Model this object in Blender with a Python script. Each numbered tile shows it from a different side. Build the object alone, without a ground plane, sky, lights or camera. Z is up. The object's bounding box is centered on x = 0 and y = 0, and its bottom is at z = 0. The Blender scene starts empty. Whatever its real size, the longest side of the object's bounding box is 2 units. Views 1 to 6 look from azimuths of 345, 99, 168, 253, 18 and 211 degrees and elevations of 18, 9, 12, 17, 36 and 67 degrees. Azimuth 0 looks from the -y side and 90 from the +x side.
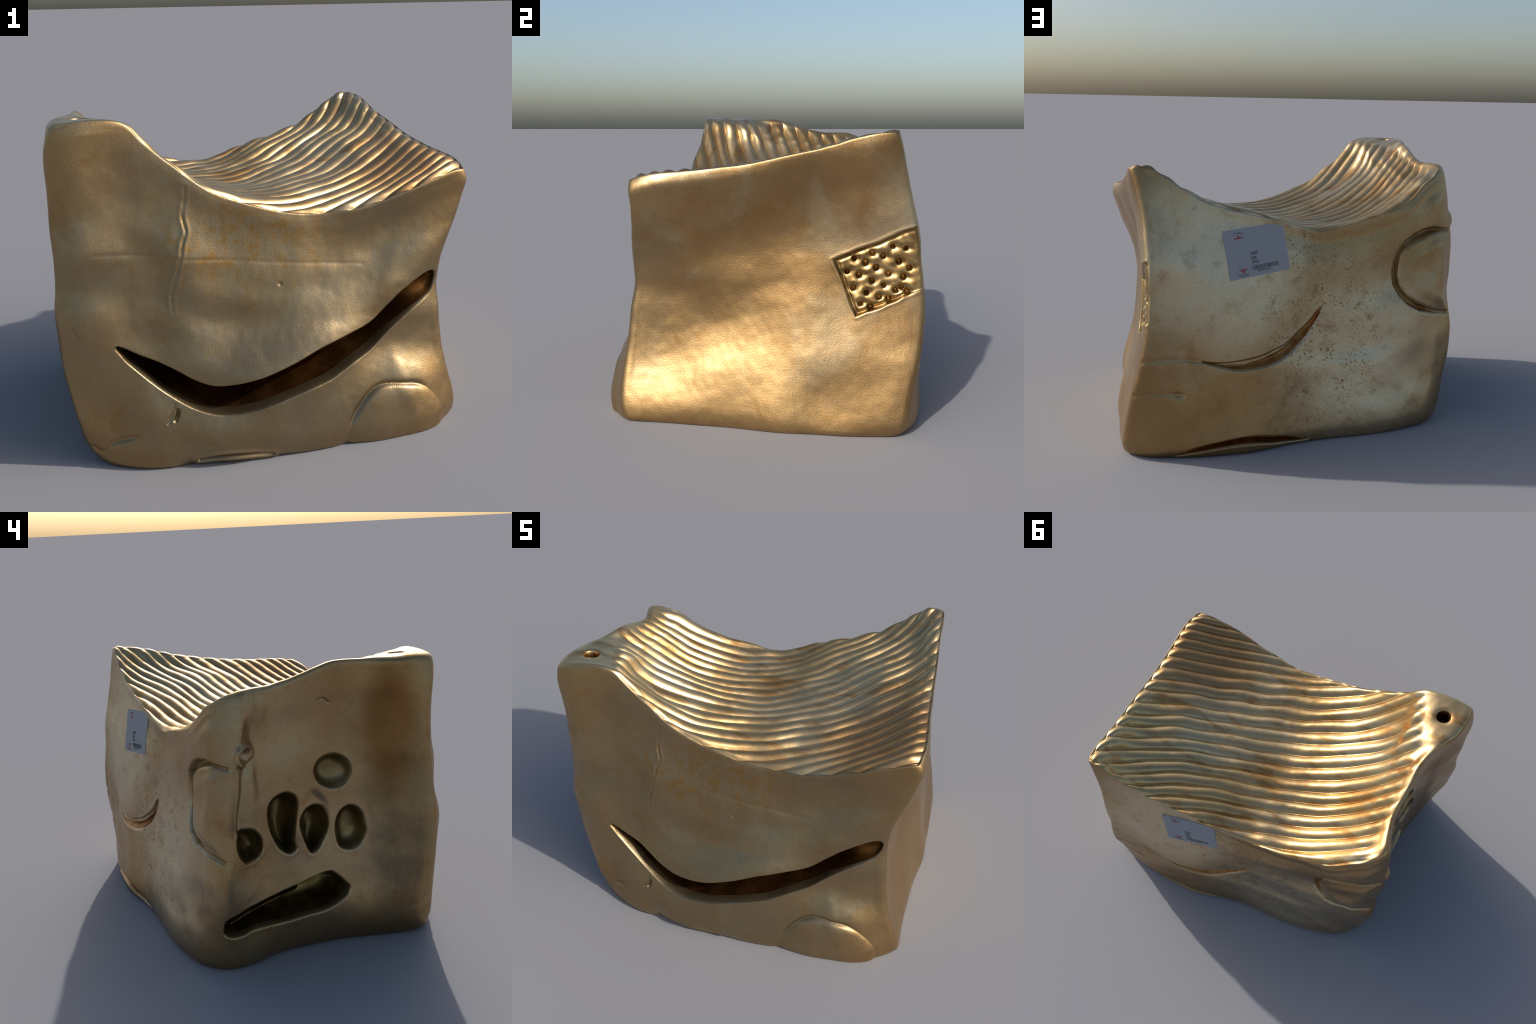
"""Bronze block sculpture: a slumped, pinched cube with a ribbed saddle top, a big smiling slot on the
front, thumb hollows on the left, a perforated panel on the right and a sticker on the back.
The skin is six curved patches spanned between twelve edge curves; relief is added part by part."""
import math
import numpy as np
try:
    import bpy
except ImportError:
    bpy = None

rng = np.random.default_rng(7)
COARSE = 4
CELLS = {'x': 480, 'y': 380, 'z': 376}          # grid cells along each axis (multiples of COARSE)

# ------------------------------------------------------------------ edge curves of the block
# corners: A..D top (front-left, front-right, back-right, back-left), E..H below them
EDGE = {
    'AB': [(-.95, -.63, 1.572), (-.8, -.615, 1.582), (-.652, -.60, 1.568), (-.571, -.592, 1.49), (-.481, -.59, 1.405), (-.386, -.603, 1.326), (-.28, -.61, 1.25), (-.16, -.613, 1.199), (-.034, -.615, 1.157), (.1, -.613, 1.123), (.24, -.61, 1.112), (.376, -.625, 1.12), (.513, -.627, 1.148), (.645, -.635, 1.19), (.78, -.628, 1.233), (.88, -.615, 1.262), (.957, -.602, 1.272)],
    'DC': [(-.89, .40, 1.475), (-.84, .45, 1.455), (-.78, .495, 1.42), (-.725, .517, 1.389), (-.636, .547, 1.311), (-.536, .567, 1.249), (-.43, .58, 1.205), (-.314, .60, 1.181), (-.2, .605, 1.164), (-.09, .615, 1.15), (.02, .633, 1.172), (.129, .654, 1.215), (.235, .665, 1.244), (.34, .675, 1.267), (.441, .688, 1.298), (.54, .70, 1.333), (.627, .712, 1.387), (.71, .716, 1.442), (.79, .715, 1.495), (.85, .715, 1.51), (.90, .71, 1.505)],
    'AD': [(-.95, -.63, 1.572), (-.945, -.5, 1.575), (-.935, -.42, 1.57), (-.905, -.35, 1.57), (-.872, -.277, 1.572), (-.845, -.2, 1.575), (-.83, -.12, 1.57), (-.832, -.04, 1.55), (-.83, .036, 1.525), (-.825, .112, 1.5), (-.825, .19, 1.485), (-.845, .28, 1.485), (-.868, .35, 1.485), (-.89, .40, 1.475)],
    'BC': [(.957, -.602, 1.272), (.968, -.479, 1.298), (.964, -.358, 1.31), (.953, -.242, 1.32), (.945, -.126, 1.333), (.938, -.01, 1.348), (.932, .104, 1.371), (.926, .216, 1.395), (.918, .32, 1.416), (.91, .42, 1.443), (.906, .51, 1.472), (.904, .615, 1.494), (.9, .71, 1.505)],
    'EA': [(-.87, -.64, .01), (-.915, -.645, .13), (-.945, -.64, .26), (-.967, -.635, .383), (-.988, -.63, .505), (-.993, -.63, .63), (-.994, -.63, .755), (-.985, -.615, .87), (-.98, -.605, .99), (-.98, -.59, 1.1), (-.978, -.585, 1.22), (-.978, -.59, 1.33), (-.975, -.605, 1.44), (-.95, -.63, 1.572)],
    'FB': [(.955, -.66, .01), (.937, -.683, .11), (.898, -.68, .235), (.867, -.67, .355), (.849, -.655, .476), (.841, -.64, .595), (.835, -.621, .703), (.849, -.62, .829), (.888, -.615, .942), (.928, -.603, 1.034), (.960, -.597, 1.133), (.976, -.6, 1.21), (.957, -.602, 1.272)],
    'GC': [(.955, .745, .01), (.955, .78, .08), (.933, .80, .222), (.905, .832, .369), (.87, .853, .506), (.845, .856, .636), (.831, .85, .765), (.825, .835, .892), (.825, .818, 1.017), (.834, .792, 1.14), (.844, .767, 1.263), (.87, .735, 1.40), (.90, .71, 1.505)],
    'HD': [(-.86, .53, .01), (-.88, .535, .1), (-.896, .533, .209), (-.916, .52, .32), (-.93, .509, .435), (-.937, .50, .55), (-.934, .474, .66), (-.925, .464, .77), (-.933, .46, .886), (-.935, .445, 1.0), (-.932, .434, 1.11), (-.923, .417, 1.22), (-.918, .385, 1.327), (-.907, .375, 1.4), (-.89, .40, 1.475)],
    'EF': [(-.87, -.64, .01), (-.70, -.74, .0), (-.56, -.775, .0), (-.43, -.775, .0), (-.27, -.81, .0), (-.1, -.81, .0), (.03, -.82, .0), (.2, -.82, .0), (.35, -.80, .0), (.42, -.79, .0), (.6, -.78, .0), (.7, -.78, .0), (.82, -.75, .0), (.955, -.66, .01)],
    'HG': [(-.86, .53, .01), (-.75, .62, 0), (-.67, .65, 0), (-.53, .69, 0), (-.38, .71, 0), (-.2, .725, 0), (0, .75, 0), (.26, .825, 0), (.45, .84, 0), (.6, .84, 0), (.75, .82, 0), (.84, .80, 0), (.955, .745, .01)],
    'EH': [(-.87, -.64, .01), (-.845, -.5, 0), (-.805, -.3, 0), (-.78, -.1, 0), (-.775, .03, 0), (-.80, .2, 0), (-.85, .36, 0), (-.86, .53, .01)],
    'FG': [(.955, -.66, .01), (.94, -.345, 0), (.95, -.1, 0), (.98, .17, 0), (.975, .35, 0), (.97, .53, 0), (.955, .745, .01)],
}
AXIS = {'EF': 'x', 'AB': 'x', 'HG': 'x', 'DC': 'x', 'EH': 'y', 'AD': 'y', 'FG': 'y', 'BC': 'y', 'EA': 'z', 'FB': 'z', 'HD': 'z', 'GC': 'z'}
# how softly each edge is rounded (rough radius in metres)
ROUND = {'AB': .024, 'DC': .020, 'AD': .036, 'BC': .030, 'EA': .050, 'FB': .028, 'GC': .028, 'HD': .050, 'EF': .035, 'HG': .04, 'EH': .09, 'FG': .035}
# patches: bottom-row edge, top-row edge, first-column edge, last-column edge
PATCH = {'front': ('EF', 'AB', 'EA', 'FB'), 'back': ('HG', 'DC', 'HD', 'GC'), 'left': ('EH', 'AD', 'EA', 'HD'),
         'right': ('FG', 'BC', 'FB', 'GC'), 'top': ('AB', 'DC', 'AD', 'BC'), 'bottom': ('EF', 'HG', 'EH', 'FG')}
FLIP = {'front': False, 'back': True, 'left': True, 'right': False, 'top': False, 'bottom': True}
# points inside each patch that the skin passes through
SKIN = {
    'front': [(-.403, -.615, 1.246), (-.439, -.675, .969), (-.495, -.68, .78), (-.645, -.685, .595), (-.522, -.78, .285), (-.746, -.697, .596), (-.635, -.70, .532), (-.532, -.733, .485), (-.433, -.763, .425), (-.323, -.79, .40), (-.212, -.82, .415), (-.091, -.83, .435), (.023, -.83, .475), (.137, -.815, .52), (.249, -.79, .56),
              (.0, -.75, .60), (.0, -.705, .735), (-.15, -.74, .58), (-.15, -.70, .75), (-.15, -.665, .9), (.2, -.715, .72), (.2, -.668, .85), (.2, -.628, 1.0), (.4, -.675, .78), (.4, -.625, .95), (.33, -.648, .86), (.55, -.648, .88), (.0, -.64, .98), (-.3, -.70, .7), (-.3, -.665, .9), (.7, -.622, 1.12), (.57, -.620, 1.06),
              (-.72, -.608, 1.42), (-.72, -.615, 1.28), (-.71, -.628, 1.12), (-.68, -.645, .95), (-.58, -.61, 1.3), (-.57, -.635, 1.1), (-.7, -.665, .76), (-.82, -.63, 1.2),
              (.70, -.672, .80), (.62, -.692, .735), (.79, -.655, .84), (.52, -.71, .67), (-.6, -.672, .78), (-.638, -.715, .456), (-.435, -.782, .298), (-.311, -.807, .26), (-.183, -.838, .26), (-.057, -.855, .29), (.077, -.838, .325), (.223, -.815, .335), (-.209, -.852, .2), (-.35, -.828, .2), (-.5, -.80, .21), (0, -.85, .18), (.2, -.84, .2), (.279, -.835, .12), (.46, -.775, .32), (.545, -.79, .315), (.6, -.80, .15), (.62, -.715, .45), (.45, -.735, .45), (.065, -.834, .28), (-.317, -.742, .55), (.75, -.705, .38), (-.62, -.785, .13),
              (-.9, -.645, 1.4), (-.9, -.645, 1.25), (-.9, -.665, 1.06), (-.9, -.695, .7), (-.9, -.675, .5), (-.75, -.70, .2)],
    'back': [(.442, .716, 1.171), (.111, .647, 1.205), (.077, .693, .96), (.405, .768, .919), (.555, .825, .514), (.389, .83, .46), (.209, .795, .46), (.048, .736, .529), (-.07, .69, .658), (-.111, .675, .739), (-.558, .57, .957),
             (.67, .755, 1.16), (.70, .812, .9), (.66, .79, 1.03), (.58, .808, .78), (.47, .82, .6), (.193, .738, .79), (-.59, .632, .56), (-.66, .62, .47), (-.41, .64, .60), (-.45, .675, .36), (-.72, .625, .25), (-.31, .715, .22), (-.5, .685, .2), (-.66, .565, 1.27), (-.76, .535, 1.27), (-.75, .545, .9), (-.66, .565, .87), (-.48, .642, .49), (-.106, .66, .944), (.70, .83, .72), (.2, .798, .31), (-.466, .71, .178), (-.82, .525, 1.29), (-.67, .655, .23)],
    'left': [(-.865, -.25, .27), (-.86, -.05, .2), (-.84, -.05, .43), (-.838, .15, .45), (-.855, .15, .2), (-.882, -.32, .15), (-.85, -.3, .52), (-.90, -.42, .32), (-.826, -.1, .62), (-.824, -.1, .9), (-.812, -.1, 1.2), (-.85, -.3, 1.0), (-.86, -.3, 1.3), (-.826, .15, .62), (-.818, .15, 1.0), (-.803, .03, 1.2), (-.812, .09, 1.33), (-.852, .3, .6), (-.85, .3, 1.0), (-.852, .3, 1.3), (-.932, -.47, .9), (-.925, -.46, .6), (-.938, -.47, 1.2), (-.935, -.46, 1.36)],
    'right': [(.848, .08, 1.07), (.868, -.12, 1.05), (.853, .22, 1.12), (.91, -.375, 1.04), (.853, .37, 1.162), (.837, -.48, .65), (.838, .0, .8), (.845, -.2, .75), (.832, -.14, .64), (.84, .35, .8), (.845, .56, .9), (.853, .6, .7), (.895, .5, .48), (.918, -.262, .231), (.873, -.6, .303), (.965, .484, .09), (.903, .61, 1.37), (.925, -.02, 1.22)],
    'top': [(-.83, -.47, 1.58), (-.75, -.44, 1.576), (-.72, -.53, 1.574), (-.79, -.31, 1.574), (-.755, -.34, 1.56), (-.70, -.46, 1.56), (-.81, -.16, 1.565),
            (-.592, -.344, 1.389), (-.402, -.246, 1.259), (-.182, -.161, 1.172), (.05, -.07, 1.14), (.243, -.262, 1.157), (.005, -.367, 1.157), (-.23, -.454, 1.218), (.426, -.384, 1.167), (.75, -.22, 1.26), (.781, -.286, 1.267), (.451, -.441, 1.158), (.669, -.42, 1.211), (.805, -.349, 1.268), (.811, -.496, 1.256), (.497, -.572, 1.157),
            (-.68, -.192, 1.45), (-.561, -.132, 1.338), (-.272, -.018, 1.18), (-.714, -.04, 1.439), (-.598, .017, 1.329), (-.466, .071, 1.234), (-.157, .186, 1.152), (-.722, .041, 1.431), (-.709, .141, 1.401), (-.603, .195, 1.307), (-.35, .295, 1.174), (-.208, .344, 1.145), (-.729, .311, 1.393), (-.51, .41, 1.247), (-.388, .451, 1.19), (-.635, .445, 1.325), (-.276, .554, 1.172), (-.148, -.248, 1.166), (.09, .032, 1.147),
            (.55, -.122, 1.211), (.666, -.053, 1.264), (.786, .015, 1.309), (.902, .093, 1.354), (.496, -.049, 1.205), (.718, .074, 1.30), (.824, .156, 1.345), (.38, -.009, 1.194), (.511, .057, 1.233), (.629, .119, 1.297), (.76, .2, 1.324), (.874, .283, 1.38), (.228, .005, 1.162), (.501, .134, 1.239), (.622, .203, 1.304), (.752, .291, 1.335), (.86, .377, 1.404),
            (.297, .118, 1.194), (.421, .171, 1.224), (.532, .229, 1.277), (.641, .305, 1.318), (.752, .393, 1.35), (.05, .103, 1.142), (.21, .36, 1.192), (.265, .284, 1.186), (.358, .226, 1.215), (.498, .296, 1.272), (.637, .385, 1.316), (.754, .493, 1.381), (.863, .582, 1.471), (.166, .232, 1.173), (.449, .359, 1.26), (.578, .446, 1.308), (.698, .54, 1.364), (.803, .629, 1.447),
            (-.004, .24, 1.153), (.284, .367, 1.216), (.425, .428, 1.269), (.553, .518, 1.315), (.667, .62, 1.377), (-.047, .308, 1.151), (.207, .417, 1.212), (.33, .474, 1.251), (.452, .542, 1.282), (.559, .629, 1.325), (.016, .431, 1.163), (.23, .518, 1.223), (.331, .565, 1.264), (-.108, .458, 1.156), (.128, .554, 1.196)],
}

# ------------------------------------------------------------------ curve and patch helpers
def dense(P, closed=False, per=24):
    P = np.asarray(P, float)
    Q = np.vstack([P[-1:], P, P[:2]]) if closed else np.vstack([2 * P[0] - P[1], P, 2 * P[-1] - P[-2]])
    t = np.linspace(0, 1, per, endpoint=False)[:, None]
    out = []
    for i in range(1, len(Q) - 2):
        a, b, c, d = Q[i - 1:i + 3]
        out.append(.5 * (2 * b + (c - a) * t + (2 * a - 5 * b + 4 * c - d) * t * t + (3 * b - a - 3 * c + d) * t ** 3))
    if not closed:
        out.append(P[-1:])
    return np.vstack(out)


def spline(P, n):
    D = dense(P)
    s = np.r_[0, np.cumsum(np.linalg.norm(np.diff(D, axis=0), axis=1))]
    g = np.linspace(0, s[-1], n + 1)
    return np.stack([np.interp(g, s, D[:, k]) for k in range(D.shape[1])], 1)


def coons(c0, c1, l, r):
    u = np.linspace(0, 1, len(c0))[:, None, None]
    v = np.linspace(0, 1, len(l))[None, :, None]
    return ((1 - v) * c0[:, None] + v * c1[:, None] + (1 - u) * l[None] + u * r[None]
            - ((1 - u) * (1 - v) * c0[0] + u * (1 - v) * c0[-1] + (1 - u) * v * c1[0] + u * v * c1[-1]))


def grid_normals(S):
    n = np.cross(np.gradient(S, axis=0), np.gradient(S, axis=1))
    return n / np.maximum(np.linalg.norm(n, axis=-1, keepdims=True), 1e-12)


def bulge(S, pts):
    """push the patch along its normal so that it passes through pts (cubic radial basis, zero on the rim)"""
    if not pts:
        return S
    n = grid_normals(S)
    nu, nv = S.shape[0] - 1, S.shape[1] - 1
    uv, of = [], []
    for p in pts:
        d = np.linalg.norm(S - np.array(p), axis=-1)
        i, j = np.unravel_index(d.argmin(), d.shape)
        uv.append((i / nu, j / nv))
        of.append((np.array(p) - S[i, j]) @ n[i, j])
    for t in np.linspace(0, 1, 9):
        uv += [(t, 0), (t, 1)]
        of += [0, 0]
        if 0 < t < 1:
            uv += [(0, t), (1, t)]
            of += [0, 0]
    uv, of = np.array(uv), np.array(of)
    A = np.c_[np.ones(len(uv)), uv]
    K = np.linalg.norm(uv[:, None] - uv[None], axis=-1) ** 3
    M = np.block([[K + 1e-4 * np.eye(len(uv)), A], [A.T, np.zeros((3, 3))]])
    w = np.linalg.solve(M, np.r_[of, 0, 0, 0])
    U, V = np.meshgrid(np.linspace(0, 1, nu + 1), np.linspace(0, 1, nv + 1), indexing='ij')
    F = w[-3] + U * w[-2] + V * w[-1]
    for k in range(len(uv)):
        F = F + w[k] * np.hypot(U - uv[k, 0], V - uv[k, 1]) ** 3
    F *= np.clip(np.minimum(np.minimum(U, 1 - U), np.minimum(V, 1 - V)) / .03, 0, 1)
    return S + n * F[..., None]


def upsample(S, k):
    """cubic interpolation of a patch grid to k times the cells, along both axes"""
    def rows(A):
        n = len(A) - 1
        Q = np.concatenate([2 * A[:1] - A[1:2], A, 2 * A[-1:] - A[-2:-1]])
        out = np.empty((n * k + 1,) + A.shape[1:])
        for m in range(k):
            t = m / k
            a, b, c, d = Q[0:n], Q[1:n + 1], Q[2:n + 2], Q[3:n + 3]
            out[m:n * k:k] = .5 * (2 * b + (c - a) * t + (2 * a - 5 * b + 4 * c - d) * t * t + (3 * b - a - 3 * c + d) * t ** 3)
        out[-1] = A[-1]
        return out
    return rows(rows(S).swapaxes(0, 1)).swapaxes(0, 1)


def smooth01(x):
    x = np.clip(x, 0, 1)
    return x * x * (3 - 2 * x)


def weld(cells):
    """global vertex numbers of the six grids, with shared edges and corners"""
    n = {'x': cells['x'], 'y': cells['y'], 'z': cells['z']}
    lat = {}

    def key(face, I, J):
        nx, ny, nz = n['x'], n['y'], n['z']
        if face == 'front':
            return I, 0 * I, J
        if face == 'back':
            return I, 0 * I + ny, J
        if face == 'left':
            return 0 * I, I, J
        if face == 'right':
            return 0 * I + nx, I, J
        if face == 'top':
            return I, J, 0 * I + nz
        return I, J, 0 * I
    ax = {'front': 'xz', 'back': 'xz', 'left': 'yz', 'right': 'yz', 'top': 'xy', 'bottom': 'xy'}
    codes = {}
    for f in PATCH:
        I, J = np.meshgrid(np.arange(n[ax[f][0]] + 1), np.arange(n[ax[f][1]] + 1), indexing='ij')
        a, b, c = key(f, I, J)
        codes[f] = (a * (n['y'] + 1) + b) * (n['z'] + 1) + c
    every = np.concatenate([c.ravel() for c in codes.values()])
    uniq, inv = np.unique(every, return_inverse=True)
    at, index = 0, {}
    for f, c in codes.items():
        index[f] = inv[at:at + c.size].reshape(c.shape)
        at += c.size
    return index, len(uniq)


def gather(patches, index, count):
    V = np.zeros((count, 3))
    for f in patches:
        V[index[f].ravel()] = patches[f].reshape(-1, 3)
    return V


def links(index):
    pairs = []
    for ix in index.values():
        pairs.append(np.stack([ix[:-1].ravel(), ix[1:].ravel()], 1))
        pairs.append(np.stack([ix[:, :-1].ravel(), ix[:, 1:].ravel()], 1))
    p = np.sort(np.vstack(pairs), 1)
    code = np.unique(p[:, 0].astype(np.int64) * (1 << 32) + p[:, 1])
    return (code >> 32).astype(np.int64), (code & 0xffffffff).astype(np.int64)


def relax(V, a, b, lam, times):
    deg = np.bincount(a, minlength=len(V)) + np.bincount(b, minlength=len(V))
    for _ in range(times):
        M = np.stack([np.bincount(a, V[b, k], len(V)) + np.bincount(b, V[a, k], len(V)) for k in range(3)], 1) / deg[:, None]
        V = V + lam[:, None] * (M - V)
    return V


def edge_rows(face):
    """(edge name, slicer) for the four borders of a patch"""
    b, t, l, r = PATCH[face]
    return [(b, (slice(None), 0)), (t, (slice(None), -1)), (l, (0, slice(None))), (r, (-1, slice(None)))]


def block_skin():
    """smooth body: patches between the edge curves, edges rounded, edge curves kept where they were measured"""
    cells = {k: v // COARSE for k, v in CELLS.items()}
    index, count = weld(cells)
    goal = {e: spline(p, cells[AXIS[e]]) for e, p in EDGE.items()}
    a, b = links(index)
    times = 24
    lam = np.zeros(count)
    for f in PATCH:
        nu, nv = index[f].shape
        I, J = np.meshgrid(np.arange(nu), np.arange(nv), indexing='ij')
        for (e, _), d in zip(edge_rows(f), (J, nv - 1 - J, I, nu - 1 - I)):
            size = ROUND[e]
            if e in ('EH', 'HG', 'HD', 'EF', 'EA'):                      # the back-left foot is very round
                t = (I / (nu - 1)) if e in ('HG', 'EF') else ((J / (nv - 1)) if e in ('HD', 'EA') else I / (nu - 1))
                if e == 'HG':
                    size = size + .07 * smooth01(1 - t / .35)
                if e == 'HD':
                    size = size + .07 * smooth01(1 - t / .35)
                if e == 'EH':
                    size = size + .03 * smooth01((t - .6) / .4)
            var = (.75 * size / .0195) ** 2 * 2
            v = np.minimum(var / times, .9) * np.exp(-(d * .0195 / (size * 1.6)) ** 2)
            np.maximum.at(lam, index[f].ravel(), v.ravel())
    shift = {e: np.zeros_like(g) for e, g in goal.items()}
    for step in range(4):
        E = {e: goal[e] + shift[e] for e in goal}
        P = {f: bulge(coons(*[E[e] for e in PATCH[f]]), SKIN.get(f)) for f in PATCH}
        V = relax(gather(P, index, count), a, b, lam, times)
        if step == 3:
            break
        for f in ('front', 'back', 'left', 'right'):
            for e, s in edge_rows(f):
                miss = goal[e] - V[index[f][s]]
                m = np.linspace(0, 1, len(miss))[:, None]
                w = np.clip(np.minimum(m, 1 - m) / .06, .0, 1)
                miss = miss * w
                k = np.array([1, 2, 3, 2, 1]) / 9
                pad = np.vstack([miss[:1]] * 2 + [miss] + [miss[-1:]] * 2)
                miss = np.stack([np.convolve(pad[:, c], k, 'valid') for c in range(3)], 1)
                miss[0] = miss[-1] = 0
                shift[e] = shift[e] + .7 * miss if f in ('front', 'back') or AXIS[e] == 'y' else shift[e]
    return {f: upsample(V[index[f]], COARSE) for f in PATCH}


# ------------------------------------------------------------------ relief: shapes drawn on a face
class Shape:
    """closed outline on a face plane; gives signed distance (negative inside) and the nearest outline point"""
    def __init__(self, pts, soft=True):
        self.P = dense(pts, closed=True, per=6) if soft else dense_line(pts + pts[:1], 12)
        self.lo, self.hi = self.P.min(0), self.P.max(0)

    def near(self, Q, pad):
        """s, vector to the outline; points further than pad get s = pad"""
        s = np.full(len(Q), pad)
        vec = np.zeros_like(Q)
        m = np.all((Q > self.lo - pad) & (Q < self.hi + pad), axis=1)
        idx = np.nonzero(m)[0]
        A, B = self.P, np.roll(self.P, -1, 0)
        for at in range(0, len(idx), 20000):
            part = idx[at:at + 20000]
            q = Q[part]
            best = np.full(len(q), 1e9)
            bv = np.zeros_like(q)
            inside = np.zeros(len(q), bool)
            for a, b in zip(A, B):
                ab = b - a
                L = ab @ ab
                if L < 1e-14:
                    continue
                t = np.clip(((q - a) @ ab) / L, 0, 1)
                v = a + t[:, None] * ab - q
                d = (v * v).sum(1)
                k = d < best
                best[k] = d[k]
                bv[k] = v[k]
                if a[1] != b[1]:
                    c = (a[1] > q[:, 1]) != (b[1] > q[:, 1])
                    inside ^= c & (q[:, 0] < (b[0] - a[0]) * (q[:, 1] - a[1]) / (b[1] - a[1]) + a[0])
            d = np.sqrt(best)
            s[part] = np.minimum(np.where(inside, -d, d), pad)
            vec[part] = bv
        return s, vec


def dense_line(pts, per):
    P = np.asarray(pts, float)
    return np.vstack([P[i] + (P[i + 1] - P[i]) * np.linspace(0, 1, per, endpoint=False)[:, None] for i in range(len(P) - 1)])


def to_line(Q, pts, per=10):
    """distance to an open curve, and the fraction along it"""
    P = dense(pts, per=per)
    lo, hi = P.min(0) - .12, P.max(0) + .12
    d = np.full(len(Q), .12)
    t = np.zeros(len(Q))
    idx = np.nonzero(np.all((Q > lo) & (Q < hi), axis=1))[0]
    q = Q[idx]
    best = np.full(len(q), .12 ** 2)
    bt = np.zeros(len(q))
    for i in range(len(P) - 1):
        ab = P[i + 1] - P[i]
        L = ab @ ab
        if L < 1e-14:
            continue
        r = np.clip(((q - P[i]) @ ab) / L, 0, 1)
        v = P[i] + r[:, None] * ab - q
        e = (v * v).sum(1)
        k = e < best
        best[k] = e[k]
        bt[k] = (i + r[k]) / (len(P) - 1)
    d[idx] = np.sqrt(best)
    t[idx] = bt
    return d, t


def waves(P, scale, seed, n=30):
    """smooth random field, about -1..1"""
    g = np.random.default_rng(seed)
    out = np.zeros(len(P))
    for _ in range(n):
        k = g.normal(size=P.shape[1])
        k *= g.uniform(.5, 1.7) * 2 * np.pi / scale / np.linalg.norm(k)
        out += np.sin(P @ k + g.uniform(0, 6.28))
    return out / np.sqrt(n)


PLANE = {'front': (0, 2), 'back': (0, 2), 'left': (1, 2), 'right': (1, 2), 'top': (0, 1), 'bottom': (0, 1)}

MOUTH = [(-.748, .597), (-.653, .543), (-.577, .506), (-.497, .465), (-.417, .416), (-.334, .385), (-.25, .388), (-.157, .406), (-.086, .423), (.031, .463), (.166, .513), (.30, .546), (.447, .580), (.553, .66), (.623, .711), (.735, .768), (.80, .778),
         (.818, .736), (.783, .67), (.664, .606), (.554, .533), (.447, .455), (.33, .408), (.22, .362), (.089, .332), (-.068, .292), (-.162, .268), (-.256, .255), (-.342, .262), (-.426, .292), (-.506, .34), (-.586, .403), (-.69, .506), (-.726, .553)]
CRACK = [(-.40, 1.285), (-.408, 1.219), (-.42, 1.15), (-.411, 1.086), (-.43, 1.034), (-.443, .975), (-.468, .889), (-.493, .811), (-.494, .78), (-.493, .716)]
SEAM = [(-.817, 1.021), (-.652, 1.0), (-.447, .969), (-.21, .938), (.044, .903), (.423, .855)]
GRIN = [(.56, .514), (.472, .492), (.37, .482), (.256, .492), (.17, .515), (.107, .54), (.04, .59), (-.028, .652), (-.08, .714), (-.113, .742),
        (-.085, .674), (-.029, .597), (.04, .532), (.108, .488), (.175, .466), (.259, .452), (.371, .453), (.473, .48)]
GRIN_STEP = [(.56, .515), (.472, .507), (.37, .509), (.256, .521), (.17, .545), (.107, .567), (.04, .613), (-.028, .667), (-.08, .722), (-.113, .742), (-.07, .69), (.0, .60), (.108, .52), (.256, .48), (.473, .485)]
RING_OUT = [(-.915, 1.122), (-.792, 1.146), (-.721, 1.136), (-.658, 1.111), (-.601, 1.071), (-.567, 1.026), (-.548, .967), (-.538, .9), (-.543, .831), (-.575, .77), (-.634, .71), (-.706, .672), (-.8, .651), (-.915, .63)]
RING_IN = [(-.915, 1.112), (-.825, 1.115), (-.761, 1.098), (-.71, 1.075), (-.657, 1.048), (-.618, 1.02), (-.592, .985), (-.58, .928), (-.577, .872), (-.592, .816), (-.63, .767), (-.686, .727), (-.75, .694), (-.812, .668), (-.915, .638)]
BASE_SLIT = [(.70, .014), (.595, .058), (.415, .086), (.291, .095), (.161, .073), (.05, .045), (-.033, .024), (.02, .018), (.16, .032), (.291, .055), (.415, .053), (.595, .033)]
DENT = [(-.225, .99), (-.193, .925), (-.118, .905), (-.044, .944), (-.016, 1.016), (-.05, 1.077), (-.125, 1.096), (-.196, 1.061)]
HOLLOWS = [                                   # outline, depth, softness
    ([(.152, .923), (.093, .903), (.074, .844), (.09, .729), (.097, .647), (.091, .606), (.129, .584), (.178, .615), (.214, .678), (.238, .755), (.243, .841), (.221, .892)], .15, .030),
    ([(-.013, .83), (-.064, .811), (-.09, .762), (-.094, .699), (-.076, .65), (-.039, .588), (-.002, .566), (.026, .589), (.057, .674), (.070, .743), (.05, .796)], .13, .030),
    ([(-.216, .805), (-.27, .768), (-.293, .69), (-.296, .632), (-.262, .571), (-.21, .552), (-.153, .574), (-.13, .642), (-.129, .716), (-.159, .781)], .085, .030),
    ([(.338, .77), (.291, .716), (.28, .658), (.305, .616), (.358, .603), (.397, .614), (.433, .674), (.437, .745), (.403, .785)], .13, .026),
    (DENT, .055, .026)]
SHALLOW = [(.037, .895), (-.014, .925), (-.082, .86), (-.105, .771), (-.1, .692), (-.081, .637), (.005, .687), (.058, .809)]
TROUGH = [(.524, .283), (.498, .325), (.422, .35), (.38, .358), (.238, .371), (.177, .385), (.09, .405), (.004, .430), (-.082, .445), (-.126, .419), (-.182, .358), (-.193, .336), (-.171, .301), (-.115, .266), (-.042, .24), (.056, .231), (.187, .219), (.291, .228), (.375, .232), (.426, .216), (.489, .215), (.523, .234)]
CHANNEL = [(.342, 1.125), (.365, 1.055), (.375, .987), (.387, .917), (.40, .849), (.405, .80)]
PANEL = [(.40, .869), (.52, .922), (.64, .97), (.768, 1.03), (1.0, 1.10), (1.0, .78), (.80, .708), (.66, .642), (.524, .585), (.48, .68), (.437, .79)]
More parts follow.
